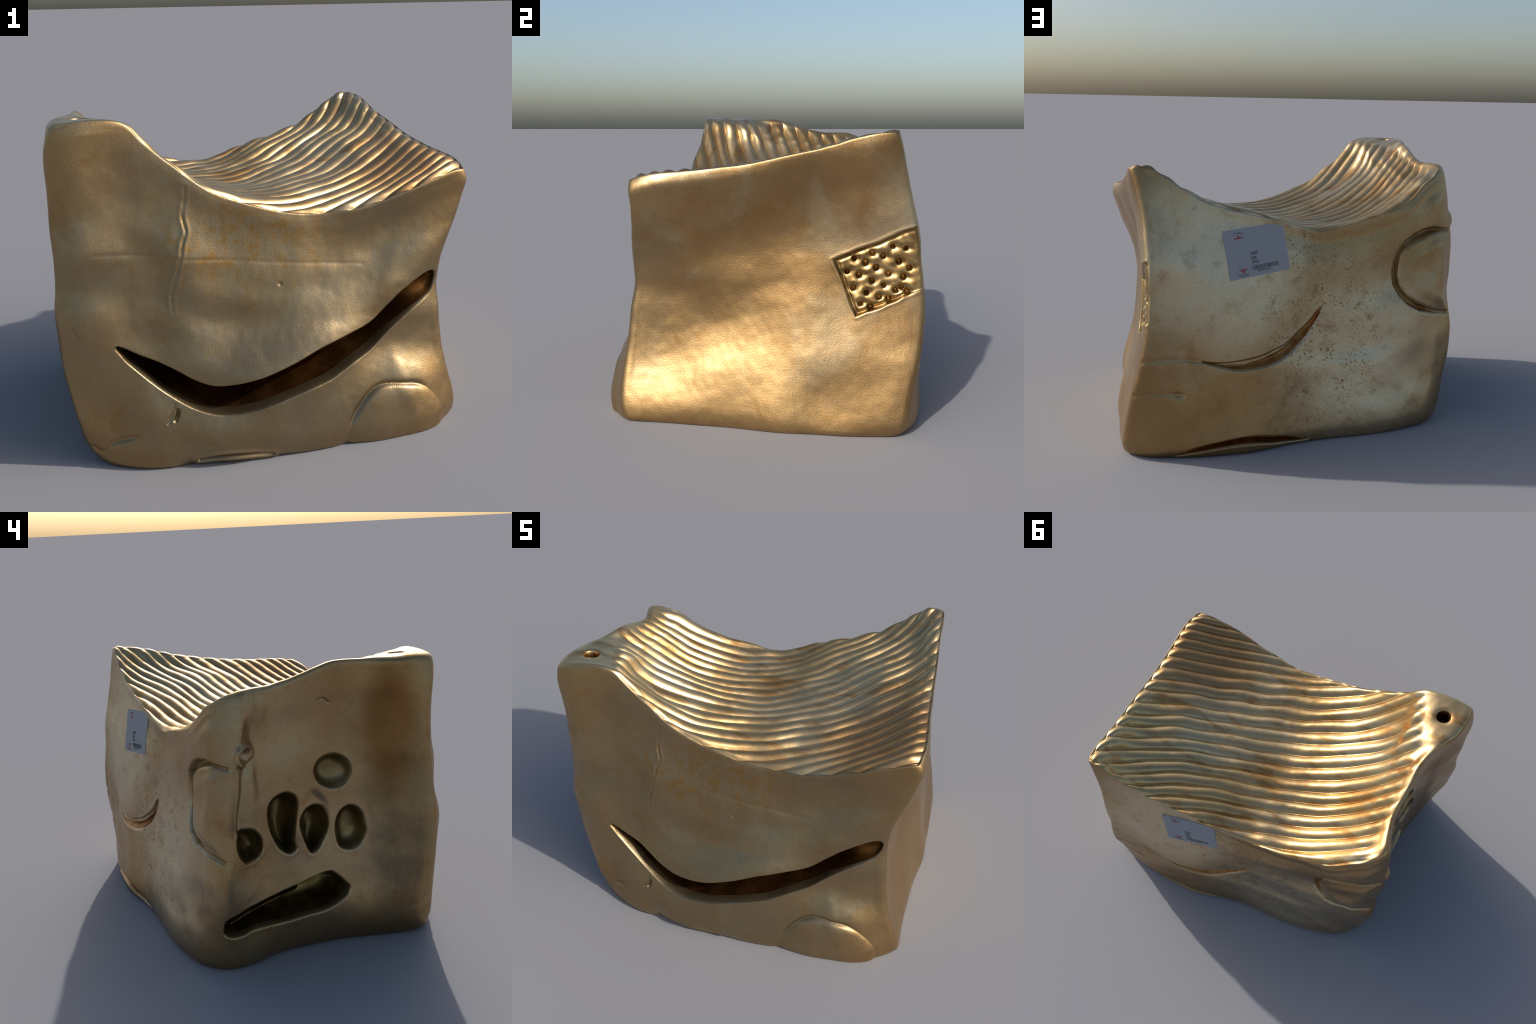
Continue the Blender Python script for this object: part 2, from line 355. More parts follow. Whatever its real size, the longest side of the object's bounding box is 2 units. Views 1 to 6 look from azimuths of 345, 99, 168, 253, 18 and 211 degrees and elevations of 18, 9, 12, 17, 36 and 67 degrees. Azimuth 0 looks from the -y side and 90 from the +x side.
PITS = [(.509, .875), (.598, .905), (.699, .94), (.764, .933), (.565, .857), (.652, .89), (.73, .866), (.473, .809), (.533, .794), (.619, .832), (.678, .805), (.784, .836), (.6, .766), (.658, .748), (.754, .792), (.507, .73), (.574, .707), (.635, .69), (.716, .725), (.773, .721), (.545, .655), (.594, .64), (.682, .682), (.745, .741)]
PEG = (-.819, -.481)
PLATEAU = [(-.647, -.60), (-.70, -.514), (-.726, -.416), (-.757, -.349), (-.785, -.264), (-.815, -.13)]
# rib count (whole numbers are valleys) as a polynomial of x and y on the top
RIB = [(0, 0, 12.033), (0, 1, 11.549), (0, 2, 1.583), (0, 3, .295), (0, 4, -2.596), (1, 0, -4.223), (1, 1, -.62), (1, 2, -1.066), (1, 3, 2.28),
       (2, 0, -.738), (2, 1, -1.511), (2, 2, -2.484), (3, 0, -1.382), (3, 1, -.136), (4, 0, .713)]


class Face:
    def __init__(self, name, S):
        self.name, self.shape = name, S.shape[:2]
        self.P = S.reshape(-1, 3).copy()
        n = grid_normals(S).reshape(-1, 3)
        self.n = -n if FLIP[name] else n
        self.ax = PLANE[name]
        self.third = 3 - sum(self.ax)
        I, J = np.meshgrid(np.arange(S.shape[0]), np.arange(S.shape[1]), indexing='ij')
        self.rim = np.minimum(np.minimum(I, S.shape[0] - 1 - I), np.minimum(J, S.shape[1] - 1 - J)).ravel()
        self.uv = np.stack([I.ravel() / (S.shape[0] - 1), J.ravel() / (S.shape[1] - 1)], 1)
        self.move = np.zeros_like(self.P)
        self.part = {}

    @property
    def q(self):
        return self.P[:, self.ax]

    def gather_cells(self, shape, width, level=-.003, snap=.0026):
        """draw grid points towards an outline so that its wall is crisp and parts can be cut along it"""
        s, v = shape.near(self.q, width * 1.6)
        d = s - level
        hold = np.clip((self.rim - 1) / 4, 0, 1)
        closer = np.sign(d) * np.maximum(np.abs(d) - snap, 0) * width / (width - snap)
        go = np.where(np.abs(d) < width, (d - closer), 0) * hold
        inward = v / np.maximum(np.abs(s), 1e-9)[:, None] * np.sign(s)[:, None]
        d = inward * go[:, None]
        n = self.n
        nz = n[:, self.third]
        nz = np.where(np.abs(nz) < .3, .3 * np.sign(nz + 1e-9), nz)
        self.P[:, self.ax[0]] += d[:, 0]
        self.P[:, self.ax[1]] += d[:, 1]
        self.P[:, self.third] -= (n[:, self.ax[0]] * d[:, 0] + n[:, self.ax[1]] * d[:, 1]) / nz

    def press(self, depth, direction=None):
        if direction is None:
            self.move -= self.n * depth[:, None]
        else:
            w = np.array(direction, float)
            self.move += (w / np.linalg.norm(w))[None] * depth[:, None]

    def sink(self, shape, depth, wall, direction=None, pull=True, lip=.0, rim=.005, power=1):
        """a hollow with steep walls; returns signed distance"""
        if pull:
            self.gather_cells(shape, max(.012, wall * .8))
        s, _ = shape.near(self.q, .08)
        d = depth * (1 - np.exp(-(soft_in(s, rim) / wall) ** power))
        self.press(d, direction)
        if lip:
            self.press(-lip * np.exp(-(np.clip(s, 0, None) / .02) ** 2) * (s > -.001))
        return s


def soft_in(s, rim):
    """distance inside an outline, with the rim eased over a width"""
    x = np.clip(-s / rim, -30, 30)
    return np.maximum(rim * (np.log1p(np.exp(x)) - .02), 0)


def bump(d, w):
    return np.exp(-(d / w) ** 2)


def relief(F):
    f = F['front']
    mouth = Shape(MOUTH)
    far = 1 - .8 * smooth01((f.q[:, 0] - .40) / .38)
    f.part['mouth_slot'] = f.sink(mouth, .25 * far, .013, (0, 1, .12), rim=.002) + .003
    dx, dz = f.q[:, 0] - .560, f.q[:, 1] - .045
    d = np.hypot(dx / np.where(dx < 0, .258, .275), dz / .228) + .035 * waves(f.q, .30, 61)
    f.part['raised_lobe'] = (d - 1) * .2
    out = smooth01((f.q[:, 1] - .06) / .1) * smooth01((.75 - f.q[:, 0]) / .1)
    f.press(-.042 * np.clip(1 - d ** 2, 0, 1) ** .7 + .009 * bump((d - 1.01) * .22, .011) * out)
    d, t = to_line(f.q, CRACK)
    rough = .6 + .4 * np.sin(t * 47) * np.sin(t * 19 + 1)
    f.press((.005 * bump(d, .007) * rough - .003 * bump(d - .012, .010)) * np.sin(np.pi * np.clip(t * .95 + .05, 0, 1)) ** .5)
    d, _ = to_line(f.q, SEAM)
    f.press(.0011 * bump(d, .009))
    for a, b, w, h in (((-.503, .297), (-.523, .235), .008, .022), ((-.512, .32), (-.557, .225), .008, .010), ((-.94, .71), (-.915, .64), .006, .006)):
        d, t = to_line(f.q, [a, ((a[0] + b[0]) / 2 + .003, (a[1] + b[1]) / 2), b])
        f.press(h * bump(d, w) * (np.sin(np.pi * t) ** .5))
    f.press(.005 * bump(np.hypot(f.q[:, 0] - .009, f.q[:, 1] - .812), .009))
    d, _ = to_line(f.q, [(-.888, .102), (-.844, .082), (-.809, .126), (-.707, .159)])
    f.press(.008 * bump(d, .012))
    d, _ = to_line(f.q, [(-.418, .030), (-.32, .052), (-.2, .045), (-.08, .022)])
    f.press(.026 * bump(d, .009) - .008 * bump(d - .02, .012))

    b = F['back']
    b.part['grin_slot'] = b.sink(Shape(GRIN), .042, .012, (0, -1, .3), rim=.002) + .003
    s, _ = Shape(GRIN_STEP).near(b.q, .05)
    b.press(.016 * smooth01((.002 - s) / .012))
    ring = Shape(RING_OUT + RING_IN[::-1], soft=False)
    b.part['ring'] = b.sink(ring, .046, .014, None, rim=.006, power=1.4) + .003
    s, _ = Shape(RING_IN, soft=False).near(b.q, .2)
    b.part['pressed_disc'] = s
    b.press(-.022 * smooth01(-s / .085))
    b.part['base_slit'] = b.sink(Shape(BASE_SLIT), .06, .012, (0, -1, .1), rim=.002) + .003
    for line, h in (([(.90, .541), (.708, .536), (.556, .515)], .006), ([(.90, .355), (.767, .36), (.657, .346)], .006)):
        d, _ = to_line(b.q, line)
        b.press(h * bump(d, .012))
    b.press(.012 * bump(np.hypot(b.q[:, 0] - .68, b.q[:, 1] - .347), .025))

    l = F['left']
    sh = Shape(SHALLOW)
    s, _ = sh.near(l.q, .08)
    l.press(.013 * smooth01((.008 - s) / .05))
    l.part['hollow'] = []
    for pts, depth, wall in HOLLOWS:
        l.part['hollow'].append(l.sink(Shape(pts), depth, wall, (1, 0, -.12) if depth > .1 else None, lip=.003, rim=.007, power=1.7) + .003)
    tr = Shape(TROUGH)
    l.gather_cells(tr, .014)
    s, _ = tr.near(l.q, .08)
    l.part['trough'] = s + .003
    d, t = to_line(l.q, [(.48, .264), (.38, .300), (.25, .320), (.13, .345), (.04, .370), (-.03, .392)])
    d = d + .05 * smooth01((t - .6) / .4)
    l.press((.20 * (1 - np.exp(-soft_in(s, .003) / .016))) * (1 - .7 * bump(d, .024)), (1, 0, .05))
    d, t = to_line(l.q, CHANNEL)
    l.press(.028 * bump(d, .028) * smooth01((l.rim - 1) / 14))
    d, t = to_line(l.q, [(.345, 1.46), (.352, 1.37), (.33, 1.277), (.30, 1.19), (.285, 1.05), (.27, .9)])
    l.press(.010 * bump(d, .030) * np.sin(np.pi * t) ** .7)
    d = np.hypot(l.q[:, 0] - .372, l.q[:, 1] - 1.168)
    l.press(-.020 * bump(d - .046, .016) + .026 * bump(d, .026))
    d, t = to_line(l.q, [(-.05, 1.383), (-.076, 1.388), (-.104, 1.363)])
    l.press(.006 * bump(d, .006))
    r = F['right']
    pan = Shape(PANEL, soft=False)
    r.gather_cells(pan, .014)
    s, _ = pan.near(r.q, .08)
    r.part['perforated_panel'] = s
    fade = 1 - .8 * smooth01((r.q[:, 0] - .70) / .12)
    s = s + .0015 * waves(r.q, .12, 41)
    upper = smooth01((r.q[:, 1] - .62 - .30 * (r.q[:, 0] - .45)) / .3)
    r.press((.010 + .006 * upper) * smooth01(-s / (.012 + .012 * upper)) * fade + .010 * bump(s + .012, .010) * fade  + .0012 * waves(r.q, .06, 42) * smooth01(-s / .02) - .003 * bump(np.clip(s, 0, None), .012) * (s > -.004))
    g = np.random.default_rng(11)
    for y, z in PITS:
        w = g.uniform(.012, .016)
        dy, dz = r.q[:, 0] - y, r.q[:, 1] - z
        near = np.nonzero((np.abs(dy) < .09) & (np.abs(dz) < .09))[0]
        dy, dz = dy[near], dz[near]
        d = np.hypot(dy, dz) + .0012 * waves(np.stack([dy + y, dz + z], 1), .035, 43)
        funnel = np.hypot(np.where(dy > 0, dy * .6, dy * 1.2), dz)
        r.move[near] -= r.n[near] * (g.uniform(.022, .032) * smooth01((w - d) / .007) + .011 * bump(funnel, .017))[:, None]

    t = F['top']
    x, y = t.P[:, 0], t.P[:, 1]
    phi = sum(c * x ** i * y ** j for i, j, c in RIB) + .05 * waves(t.P[:, :2], .35, 3)
    # signed distance to the flat corner: negative on the plateau
    px = np.interp(y, [p[1] for p in PLATEAU], [p[0] for p in PLATEAU])
    side = (x - px) * .9
    flat = smooth01((side + .005) / .06)
    u, v = t.uv[:, 0], t.uv[:, 1]
    wide = np.sqrt((np.sin(np.pi * phi) ** 2 + .010) / 1.010)
    amp = (.030 + .004 * waves(np.stack([np.round(phi - .5) * 3.7, x * 2], 1), 2.2, 5))
    amp *= flat * (.45 + .55 * smooth01((1 - u) * 1.85 / .06)) * (.35 + .65 * smooth01(u * 1.8 / .05))
    amp *= (.6 + .4 * smooth01(v * 1.25 / .03)) * (.9 + .1 * smooth01((1 - v) * 1.25 / .03))
    h = amp * wide ** .55 - .020 * flat
    up = t.n * .7 + np.array([0, 0, .3])
    up /= np.linalg.norm(up, axis=1, keepdims=True)
    t.move += up * h[:, None]
    d = np.hypot(x - PEG[0], y - PEG[1])
    t.part['peg_hole'] = d - .037
    t.press(.10 * smooth01((.041 - d) / .014) + .007 * bump(np.clip(d - .035, 0, None), .018), (0, 0, -1))
    t.part['plateau'] = side - .005


def hammered(P):
    """slow lumps of the hand-shaped wax"""
    return .0030 * waves(P, .45, 21) + .0007 * waves(P, .17, 22, 40) + .0003 * waves(P, .07, 23, 60)


# ------------------------------------------------------------------ build the welded mesh and cut it into parts
def build_surface():
    patches = block_skin()
    F = {n: Face(n, S) for n, S in patches.items()}
    relief(F)
    index, count = weld(CELLS)
    V = np.zeros((count, 3))
    move = np.zeros((count, 3))
    size = np.full(count, -1.0)
    rim = np.full(count, 99)
    for n, f in F.items():
        ix = index[n].ravel()
        V[ix] = f.P
        m = (f.move ** 2).sum(1)
        k = m > size[ix]
        move[ix[k]] = f.move[k]
        size[ix[k]] = m[k]
        rim[ix] = np.minimum(rim[ix], f.rim)
    quads, label = [], []
    for n, f in F.items():
        ix = index[n]
        q = np.stack([ix[:-1, :-1], ix[1:, :-1], ix[1:, 1:], ix[:-1, 1:]], -1).reshape(-1, 4)
        quads.append(q[:, ::-1] if FLIP[n] else q)
        label.append(label_cells(f))
    quads, label = np.vstack(quads), np.concatenate(label)
    N0 = vertex_normals(V, quads)
    V = V + N0 * hammered(V)[:, None] + move
    a, b = links(index)
    lam = np.where(rim <= 3, .5, 0.0) * np.where(rim <= 1, 1, .6)
    V = relax(V, a, b, lam, 3)
    V[:, 2] = np.maximum(V[:, 2], 0)
    return V, quads, label


def vertex_normals(V, quads):
    n = np.cross(V[quads[:, 2]] - V[quads[:, 0]], V[quads[:, 3]] - V[quads[:, 1]])
    N = np.stack([sum(np.bincount(quads[:, c], n[:, k], len(V)) for c in range(4)) for k in range(3)], 1)
    return N / np.maximum(np.linalg.norm(N, axis=1, keepdims=True), 1e-12)


LABELS = ['body', 'ribbed_seat', 'corner_ledge', 'peg_hole', 'mouth_slot', 'raised_lobe', 'grin_slot', 'pressed_disc', 'ring_groove', 'base_slit',
          'perforated_panel', 'trough', 'hollow', 'hollow', 'hollow', 'hollow', 'hollow']


def label_cells(f):
    nu, nv = f.shape

    def mid(s):
        s = s.reshape(nu, nv)
        return ((s[:-1, :-1] + s[1:, :-1] + s[1:, 1:] + s[:-1, 1:]) / 4).ravel()
    lab = np.zeros((nu - 1) * (nv - 1), int)
    if f.name == 'top':
        lab[:] = 1
        lab[mid(f.part['plateau']) < 0] = 2
        lab[mid(f.part['peg_hole']) < 0] = 3
    if f.name == 'front':
        lab[mid(f.part['raised_lobe']) < 0] = 5
        lab[mid(f.part['mouth_slot']) < 0] = 4
    if f.name == 'back':
        lab[mid(f.part['pressed_disc']) < 0] = 7
        lab[mid(f.part['ring']) < 0] = 8
        lab[mid(f.part['grin_slot']) < 0] = 6
        lab[mid(f.part['base_slit']) < 0] = 9
    if f.name == 'right':
        lab[mid(f.part['perforated_panel']) < 0] = 10
    if f.name == 'left':
        lab[mid(f.part['trough']) < 0] = 11
        for k, s in enumerate(f.part['hollow']):
            lab[mid(s) < 0] = 12 + k
    return lab


def add_object(name, mesh, parent, material=None):
    ob = bpy.data.objects.new(name, mesh)
    bpy.context.scene.collection.objects.link(ob)
    ob.parent = parent
    if material:
        mesh.materials.append(material)
    return ob


def mesh_from(name, V, quads, N=None):
    me = bpy.data.meshes.new(name)
    me.vertices.add(len(V))
    me.vertices.foreach_set('co', np.ascontiguousarray(V, dtype=np.float32).ravel())
    me.loops.add(quads.size)
    me.loops.foreach_set('vertex_index', np.ascontiguousarray(quads, dtype=np.int32).ravel())
    me.polygons.add(len(quads))
    me.polygons.foreach_set('loop_start', np.arange(0, quads.size, 4, dtype=np.int32))
    me.polygons.foreach_set('use_smooth', np.ones(len(quads), bool))
    me.update(calc_edges=True)
    if N is not None:
        me.normals_split_custom_set_from_vertices(N.tolist())
    return me


# ------------------------------------------------------------------ materials
class Nodes:
    def __init__(self, name):
        self.mat = bpy.data.materials.new(name)
        self.mat.use_nodes = True
        self.t = self.mat.node_tree
        self.bsdf = self.t.nodes['Principled BSDF']
        self.co = self.t.nodes.new('ShaderNodeTexCoord').outputs['Object']

    def link(self, a, b):
        self.t.links.new(a, b)

    def put(self, socket, v):
        if hasattr(v, 'is_linked'):
            self.link(v, socket)
        else:
            socket.default_value = v

    def map(self, scale=(1, 1, 1), rot=(0, 0, 0), loc=(0, 0, 0)):
        m = self.t.nodes.new('ShaderNodeMapping')
        m.inputs['Scale'].default_value, m.inputs['Rotation'].default_value, m.inputs['Location'].default_value = scale, rot, loc
        self.link(self.co, m.inputs['Vector'])
        return m.outputs[0]

    def noise(self, scale, detail=4, rough=.55, vec=None, warp=0):
        n = self.t.nodes.new('ShaderNodeTexNoise')
        n.inputs['Scale'].default_value, n.inputs['Detail'].default_value, n.inputs['Roughness'].default_value = scale, detail, rough
        n.inputs['Distortion'].default_value = warp
        self.link(vec or self.co, n.inputs['Vector'])
        return n.outputs['Fac']

    def voronoi(self, scale, vec=None):
        n = self.t.nodes.new('ShaderNodeTexVoronoi')
        n.inputs['Scale'].default_value = scale
        self.link(vec or self.co, n.inputs['Vector'])
        return n.outputs['Distance'], n.outputs['Color']

    def math(self, op, a, b=0.0, clamp=False):
        n = self.t.nodes.new('ShaderNodeMath')
        n.operation, n.use_clamp = op, clamp
        self.put(n.inputs[0], a)
        self.put(n.inputs[1], b)
        return n.outputs[0]

    def step(self, v, lo, hi):
        n = self.t.nodes.new('ShaderNodeMapRange')
        n.interpolation_type = 'SMOOTHSTEP'
        self.put(n.inputs['Value'], v)
        n.inputs['From Min'].default_value, n.inputs['From Max'].default_value = lo, hi
        return n.outputs['Result']

    def mix(self, f, a, b):
        n = self.t.nodes.new('ShaderNodeMix')
        n.data_type = 'RGBA'
        self.put(n.inputs['Factor'], f)
        for s, v in ((n.inputs['A'], a), (n.inputs['B'], b)):
            pass
        ins = [i for i in n.inputs if i.type == 'RGBA']
        for s, v in zip(ins, (a, b)):
            self.put(s, v if hasattr(v, 'is_linked') else (*v, 1))
        return [o for o in n.outputs if o.type == 'RGBA'][0]

    def near(self, centre, radius, soft, squash=(1, 1, 1)):
        """1 inside a soft blob around a point of the object"""
        v = self.t.nodes.new('ShaderNodeVectorMath')
        v.operation = 'SUBTRACT'
        self.link(self.co, v.inputs[0])
        v.inputs[1].default_value = centre
        w = self.t.nodes.new('ShaderNodeVectorMath')
        w.operation = 'MULTIPLY'
        self.link(v.outputs[0], w.inputs[0])
        w.inputs[1].default_value = squash
        g = self.t.nodes.new('ShaderNodeVectorMath')
        g.operation = 'LENGTH'
        self.link(w.outputs[0], g.inputs[0])
        wob = self.math('MULTIPLY_ADD', self.noise(6, 3), .25 * radius * 2)
        wob.node.inputs[2].default_value = -.25 * radius
        d = self.math('ADD', g.outputs['Value'], wob)
        return self.math('SUBTRACT', 1.0, self.step(d, radius - soft, radius + soft))

    def bump(self, height, strength, distance, normal=None):
        n = self.t.nodes.new('ShaderNodeBump')
        n.inputs['Strength'].default_value, n.inputs['Distance'].default_value = strength, distance
        self.link(height, n.inputs['Height'])
        if normal is not None:
            self.link(normal, n.inputs['Normal'])
        return n.outputs[0]

    def finish(self, colour, metallic, rough, normal=None):
        self.put(self.bsdf.inputs['Base Color'], colour if hasattr(colour, 'is_linked') else (*colour, 1))
        self.put(self.bsdf.inputs['Metallic'], metallic)
        self.put(self.bsdf.inputs['Roughness'], rough)
        if normal is not None:
            self.link(normal, self.bsdf.inputs['Normal'])
        return self.mat


def bronze_body():
    m = Nodes('worn_bronze')
    big = m.noise(1.7, 5, .6, None, .3)
    c = m.mix(m.step(big, .36, .62), (.35, .222, .098), (.44, .290, .132))
    pale = m.noise(2.4, 6, .62, m.map(loc=(3, 1, 5)), .8)
    c = m.mix(m.math('MULTIPLY', m.step(pale, .50, .68), .6), c, (.45, .355, .215))
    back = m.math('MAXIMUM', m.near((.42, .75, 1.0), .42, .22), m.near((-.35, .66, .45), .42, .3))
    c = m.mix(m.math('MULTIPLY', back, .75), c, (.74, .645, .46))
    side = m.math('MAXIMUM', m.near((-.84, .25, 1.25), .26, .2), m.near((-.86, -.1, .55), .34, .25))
    c = m.mix(m.math('MULTIPLY', side, .55), c, (.58, .44, .27))  # paler tint adds the skylight the shadowed left face lacks
    grey = m.near((-.05, -.72, .80), .95, .25, (1, 1.6, 1))
    c = m.mix(m.math('MULTIPLY', grey, m.math('MULTIPLY', m.noise(3.5, 5, .6), 1.3)), c, (.30, .245, .155))
    stain = m.noise(3.0, 7, .68, m.map(loc=(7, 2, 1)), .5)
    c = m.mix(m.math('MULTIPLY', m.step(stain, .55, .70), .6), c, (.33, .185, .06))
    mott = m.noise(11, 6, .7, m.map(loc=(1, 4, 8)))
    c = m.mix(m.math('MULTIPLY', m.step(mott, .52, .68), .35), c, (.30, .175, .065))
    rust = m.near((-.86, -.42, 1.25), .16, .06, (1, 1.2, .42))
    c = m.mix(m.math('MULTIPLY', rust, .8), c, (.25, .115, .03))
    ochre = m.near((-.15, -.66, 1.02), .30, .2, (.7, 1, 1.6))
    c = m.mix(m.math('MULTIPLY', m.math('MULTIPLY', ochre, m.step(m.noise(16, 7, .75), .44, .62)), .8), c, (.36, .19, .045))
    fine = m.noise(150, 4, .65)
    c = m.mix(m.step(fine, .32, .70), m.mix(.20, c, (.16, .10, .04)), c)
    # pits and brown specks, thick around the grin on the label side
    mask = m.math('MAXIMUM', m.near((-.14, .66, .66), .46, .2, (1.25, .5, .75)), m.near((.02, .62, 1.10), .20, .1))
    blot = m.step(m.noise(13, 5, .7, m.map(loc=(4, 4, 1))), .56, .68)
    c = m.mix(m.math('MULTIPLY', m.math('MULTIPLY', blot, mask), .6), c, (.22, .13, .04))
    warp = m.map(loc=(2, 2, 2))
    for scale, lo, hi, gate, amount in ((75, .16, .30, .44, .85), (38, .12, .24, .46, .9), (17, .07, .15, .50, .8)):
        d, _ = m.voronoi(scale, warp)
        d = m.math('ADD', d, m.math('MULTIPLY', m.math('SUBTRACT', m.noise(scale * 2.2, 3), .5), .28))
        on = m.math('MULTIPLY', m.math('SUBTRACT', 1.0, m.step(d, lo, hi)), m.step(m.noise(scale * .16, 4, .6), gate, gate + .1))
        c = m.mix(m.math('MULTIPLY', m.math('MULTIPLY', on, mask), amount), c, (.14, .075, .02))
    d, _ = m.voronoi(34, m.map(loc=(5, 3, 1)))
    on = m.math('MULTIPLY', m.math('SUBTRACT', 1.0, m.step(d, .05, .14)), m.step(m.noise(6, 4), .50, .62))
    c = m.mix(m.math('MULTIPLY', on, .7), c, (.16, .09, .03))
    grain, _ = m.voronoi(120)
    brush = m.noise(34, 3, .6, m.map(scale=(1.6, 1.6, .2), rot=(0, .12, 0)))
    sweep = m.noise(30, 3, .6, m.map(scale=(.25, .25, 1.7), rot=(.2, 0, 0)))
    h = m.math('ADD', m.math('ADD', m.math('MULTIPLY', fine, .8), m.math('MULTIPLY', grain, .25)), m.math('ADD', m.math('MULTIPLY', brush, .7), m.math('MULTIPLY', sweep, .3)))
    n = m.bump(h, .25, .004)
    rough = m.math('ADD', m.math('MULTIPLY', m.noise(5, 4), .14), .29)
    return m.finish(c, .94, rough, n)


def bronze_seat():
    m = Nodes('polished_bronze')
    c = m.mix(m.step(m.noise(2.2, 4), .40, .62), (.58, .38, .165), (.64, .47, .25))  # base brightened towards the white sun highlight on the ribs
    st = m.noise(5, 5, .62, m.map(scale=(.5, 1.9, 1), rot=(0, 0, -.4), loc=(4, 0, 2)), .3)
    c = m.mix(m.math('MULTIPLY', m.step(st, .50, .64), .7), c, (.42, .19, .045))
    gr = m.noise(7, 5, .65, m.map(scale=(.5, 2, 1), rot=(0, 0, -.4), loc=(1, 9, 2)), .2)
    c = m.mix(m.math('MULTIPLY', m.step(gr, .53, .66), .4), c, (.48, .385, .23))
    brown = m.near((.78, -.38, 1.25), .36, .2)
    c = m.mix(m.math('MULTIPLY', brown, .75), c, (.30, .165, .07))
    green = m.near((.70, .45, 1.38), .30, .2)
    c = m.mix(m.math('MULTIPLY', green, .4), c, (.38, .33, .19))
    n = m.bump(m.noise(60, 3), .10, .004)
    rough = m.math('ADD', m.math('MULTIPLY', m.noise(8, 4), .16), m.math('ADD', .25, m.math('MULTIPLY', brown, .08)))
    return m.finish(c, .95, rough, n)


def bronze_dark(name, a, b, rough=.5):
    m = Nodes(name)
    c = m.mix(m.step(m.noise(9, 5, .6), .38, .64), a, b)
    n = m.bump(m.noise(70, 4, .6), .25, .004)
    return m.finish(c, 1.0, rough, n)


def flat_paint(name, a, rough=.6):
    m = Nodes(name)
    c = m.mix(m.noise(40, 3), a, tuple(x * .88 for x in a))
    return m.finish(c, 0.0, rough)


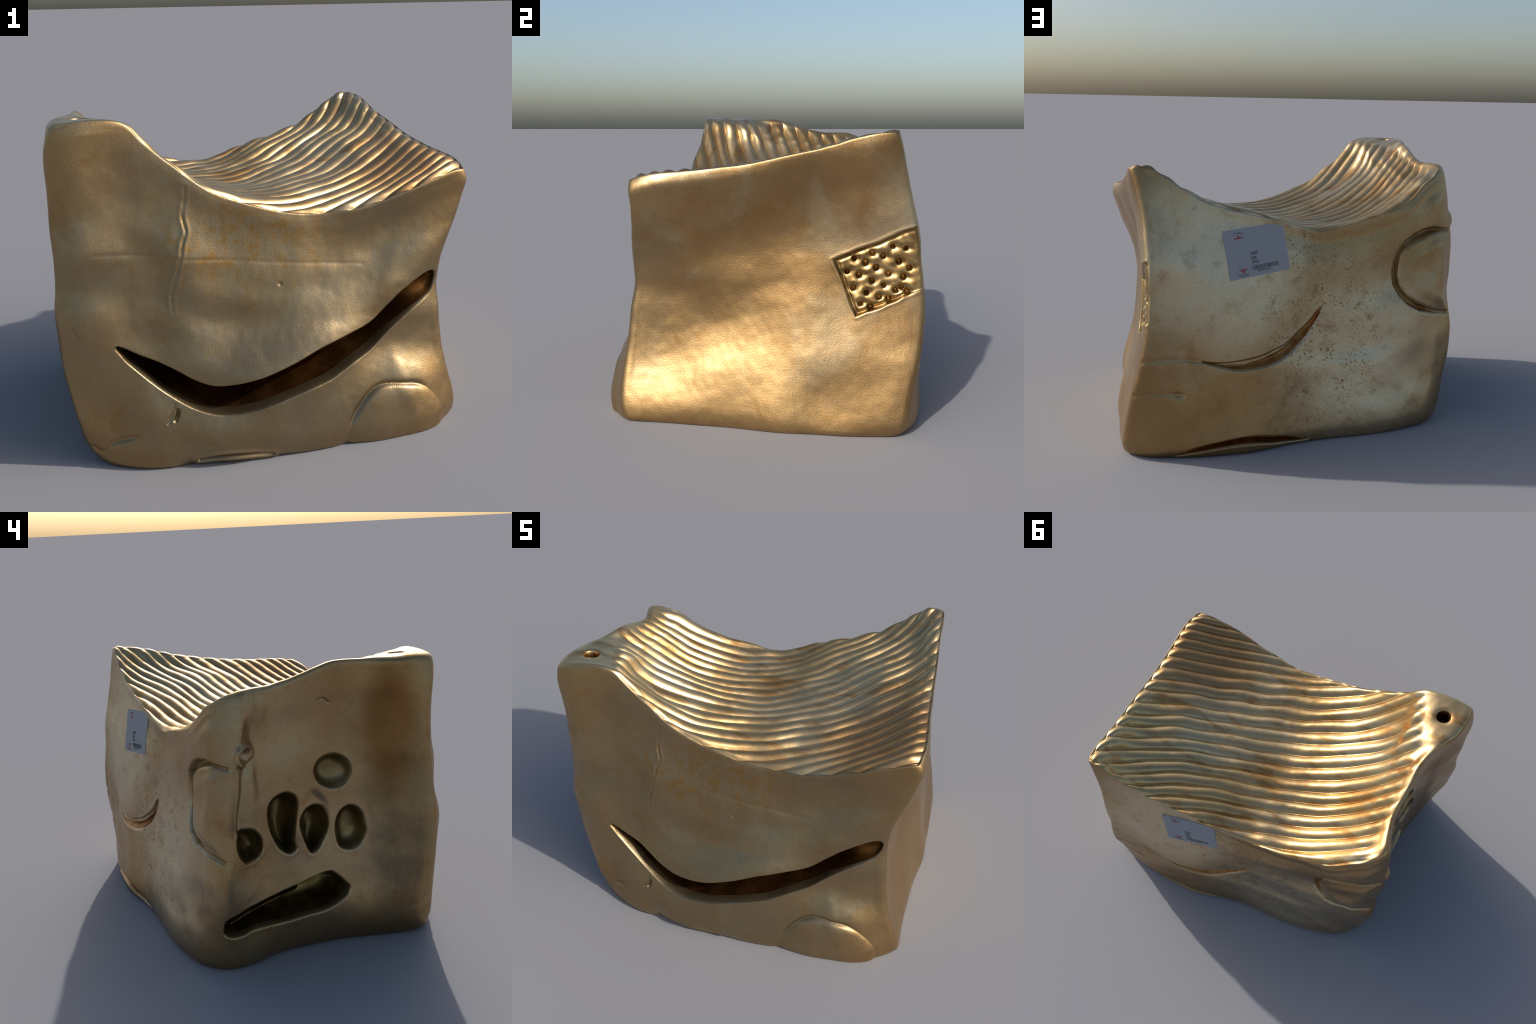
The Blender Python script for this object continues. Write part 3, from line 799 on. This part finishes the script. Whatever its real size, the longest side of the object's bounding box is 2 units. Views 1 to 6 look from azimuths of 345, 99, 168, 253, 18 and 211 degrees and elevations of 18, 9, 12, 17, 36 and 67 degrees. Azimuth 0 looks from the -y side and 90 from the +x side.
# ------------------------------------------------------------------ sticker
def sticker(parent, V, N, back):
    """thin paper label that follows the back skin, with printed marks standing just proud of it"""
    P = V[back]
    # the part of the back around the label, as a quadratic y(x, z)
    corner = np.array([(.443, 1.169), (.114, 1.207), (.078, .961), (.407, .92)])
    k = (P[:, 0] > .03) & (P[:, 0] < .49) & (P[:, 2] > .88) & (P[:, 2] < 1.23) & (P[:, 1] > .5)
    p = P[k][::3]

    plane = np.linalg.solve(np.c_[np.ones(4), corner, corner[:, 0] * corner[:, 1]], np.array([.716, .646, .693, .766]))

    def skin(x, z):
        """height of the back skin, eased over about a centimetre"""
        shape = x.shape
        w = np.exp(-((x.reshape(-1, 1) - p[:, 0]) ** 2 + (z.reshape(-1, 1) - p[:, 2]) ** 2) / (2 * .009 ** 2))
        y = ((w * p[:, 1]).sum(1) / w.sum(1)).reshape(shape)
        return np.maximum(y, plane[0] + plane[1] * x + plane[2] * z + plane[3] * x * z)

    def at(s, t, h):
        s, t = np.asarray(s, float), np.asarray(t, float)
        xz = ((1 - s) * (1 - t))[..., None] * corner[0] + (s * (1 - t))[..., None] * corner[1] + (s * t)[..., None] * corner[2] + ((1 - s) * t)[..., None] * corner[3]
        return np.stack([xz[..., 0], skin(xz[..., 0], xz[..., 1]) + h, xz[..., 1]], -1)

    def slab(s0, s1, t0, t1, lo, hi, ns, nt, skew=0.0, taper=(0, 0)):
        """box between heights lo and hi; taper narrows the top (t0) and bottom (t1) rows"""
        T, S = np.meshgrid(np.linspace(0, 1, nt + 1), np.linspace(0, 1, ns + 1), indexing='ij')
        shrink = taper[0] * (1 - T) + taper[1] * T
        ss = s0 + (s1 - s0) * (.5 + (S - .5) * (1 - shrink)) + skew * T
        tt = t0 + (t1 - t0) * T
        top, low = at(ss, tt, hi).reshape(-1, 3), at(ss, tt, lo).reshape(-1, 3)
        n = (nt + 1) * (ns + 1)
        ix = np.arange(n).reshape(nt + 1, ns + 1)
        q = np.stack([ix[:-1, :-1], ix[:-1, 1:], ix[1:, 1:], ix[1:, :-1]], -1).reshape(-1, 4)
        ring = np.concatenate([ix[0, :-1], ix[:-1, -1], ix[-1, :0:-1], ix[:0:-1, 0]])
        nxt = np.roll(ring, -1)
        side = np.stack([ring, ring + n, nxt + n, nxt], 1)
        return np.vstack([top, low]), np.vstack([q[:, ::-1], (q + n), side[:, ::-1]])

    def joined(name, slabs, mat, parent):
        vs, qs, c = [], [], 0
        for v, q in slabs:
            vs.append(v)
            qs.append(q + c)
            c += len(v)
        V, Q = np.vstack(vs), np.vstack(qs)
        me = mesh_from(name, V, Q)
        me.polygons.foreach_set('use_smooth', np.zeros(len(Q), bool))
        return add_object(name, me, parent, mat)

    paper = joined('sticker', [slab(0, 1, 0, 1, -.008, .0025, 24, 18)], flat_paint('label_paper', (.33, .335, .345), .6), parent)  # paper grey includes the shade on the back, painted in
    ink, red = flat_paint('black_ink', (.10, .10, .105)), flat_paint('red_ink', (.36, .07, .09))
    lo, hi = .001, .0033
    g = np.random.default_rng(5)
    bars, s = [], .393
    while s < .822:
        w = g.choice([.004, .007, .011])
        bars.append(slab(s, s + w, .779, .868, lo, hi, 1, 1))
        s += w + g.choice([.004, .006, .009])
    joined('barcode', bars, ink, paper)

    def glyphs(s0, s1, t0, t1, count):
        out, w = [], (s1 - s0) / count
        for k in range(count):
            a = s0 + k * w
            for row in g.choice(4, 3, replace=False):
                tt = t0 + (t1 - t0) * row / 4
                out.append(slab(a + .05 * w, a + g.uniform(.55, .85) * w, tt, tt + (t1 - t0) * .13, lo, hi, 1, 1))
            for col in g.choice(3, 2, replace=False):
                b = a + w * (.08 + .3 * col)
                out.append(slab(b, b + .12 * w, t0, t0 + (t1 - t0) * g.uniform(.6, 1), lo, hi + .0003, 1, 1))
        return out
    rows = glyphs(.39, .515, .497, .562, 4) + glyphs(.39, .486, .592, .655, 3) + glyphs(.392, .513, .682, .748, 4)
    rows += glyphs(.465, .68, .885, .92, 7) + glyphs(.169, .316, .066, .092, 5) + glyphs(.15, .308, .93, .957, 5)
    joined('printed_line', rows, ink, paper)['kind'] = 'stuff'
    emb = [slab(.119, .361, .114, .119, lo, hi, 4, 1), slab(.153, .319, .188, .197, lo, hi, 3, 1, 0, (.1, 0)), slab(.20, .275, .125, .188, lo, hi, 2, 2, 0, (.8, 0)),
           slab(.165, .205, .168, .188, lo, hi, 1, 1, 0, (.9, 0)), slab(.268, .31, .168, .188, lo, hi, 1, 1, 0, (.9, 0))]
    emb += [slab(.106, .331, .907, .912, lo, hi, 4, 1), slab(.15, .316, .815, .824, lo, hi, 3, 1, 0, (0, .1)), slab(.195, .272, .824, .90, lo, hi, 2, 2, 0, (0, .8)),
            slab(.165, .203, .824, .845, lo, hi, 1, 1, 0, (0, .9)), slab(.265, .303, .824, .845, lo, hi, 1, 1, 0, (0, .9))]
    joined('emblem', emb, red, paper)
    return paper


# ------------------------------------------------------------------ the object
def main():
    V, quads, label = build_surface()
    N = vertex_normals(V, quads)
    root = bpy.data.objects.new('bronze_block_sculpture', None)
    bpy.context.scene.collection.objects.link(root)
    root['label'] = 'slumped golden bronze block with ribbed saddle top and smiling slot'
    root['category'] = 'bronze sculpture'
    body, seat = bronze_body(), bronze_seat()
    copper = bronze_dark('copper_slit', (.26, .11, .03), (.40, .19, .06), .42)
    slot = bronze_dark('slot_bronze', (.10, .04, .010), (.18, .08, .022))  # colour darkened for the deep shadow inside the slot
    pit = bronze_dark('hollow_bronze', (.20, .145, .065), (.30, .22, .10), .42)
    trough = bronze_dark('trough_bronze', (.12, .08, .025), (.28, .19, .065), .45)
    lit = bronze_dark('panel_bronze', (.27, .17, .065), (.46, .32, .145), .34)
    groove = bronze_dark('groove_bronze', (.30, .19, .075), (.44, .33, .18), .45)
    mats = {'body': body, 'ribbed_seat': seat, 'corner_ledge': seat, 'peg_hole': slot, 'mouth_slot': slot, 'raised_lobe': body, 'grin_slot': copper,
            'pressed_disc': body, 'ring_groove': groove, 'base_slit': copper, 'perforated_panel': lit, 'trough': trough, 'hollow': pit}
    for k, name in enumerate(LABELS):
        q = quads[label == k]
        if not len(q):
            continue
        used, inv = np.unique(q, return_inverse=True)
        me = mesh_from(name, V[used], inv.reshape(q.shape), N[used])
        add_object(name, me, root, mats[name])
    nx, nz = CELLS['x'], CELLS['z']
    sticker(root, V, N, V[:, 1] > .4)


if bpy is not None:
    main()
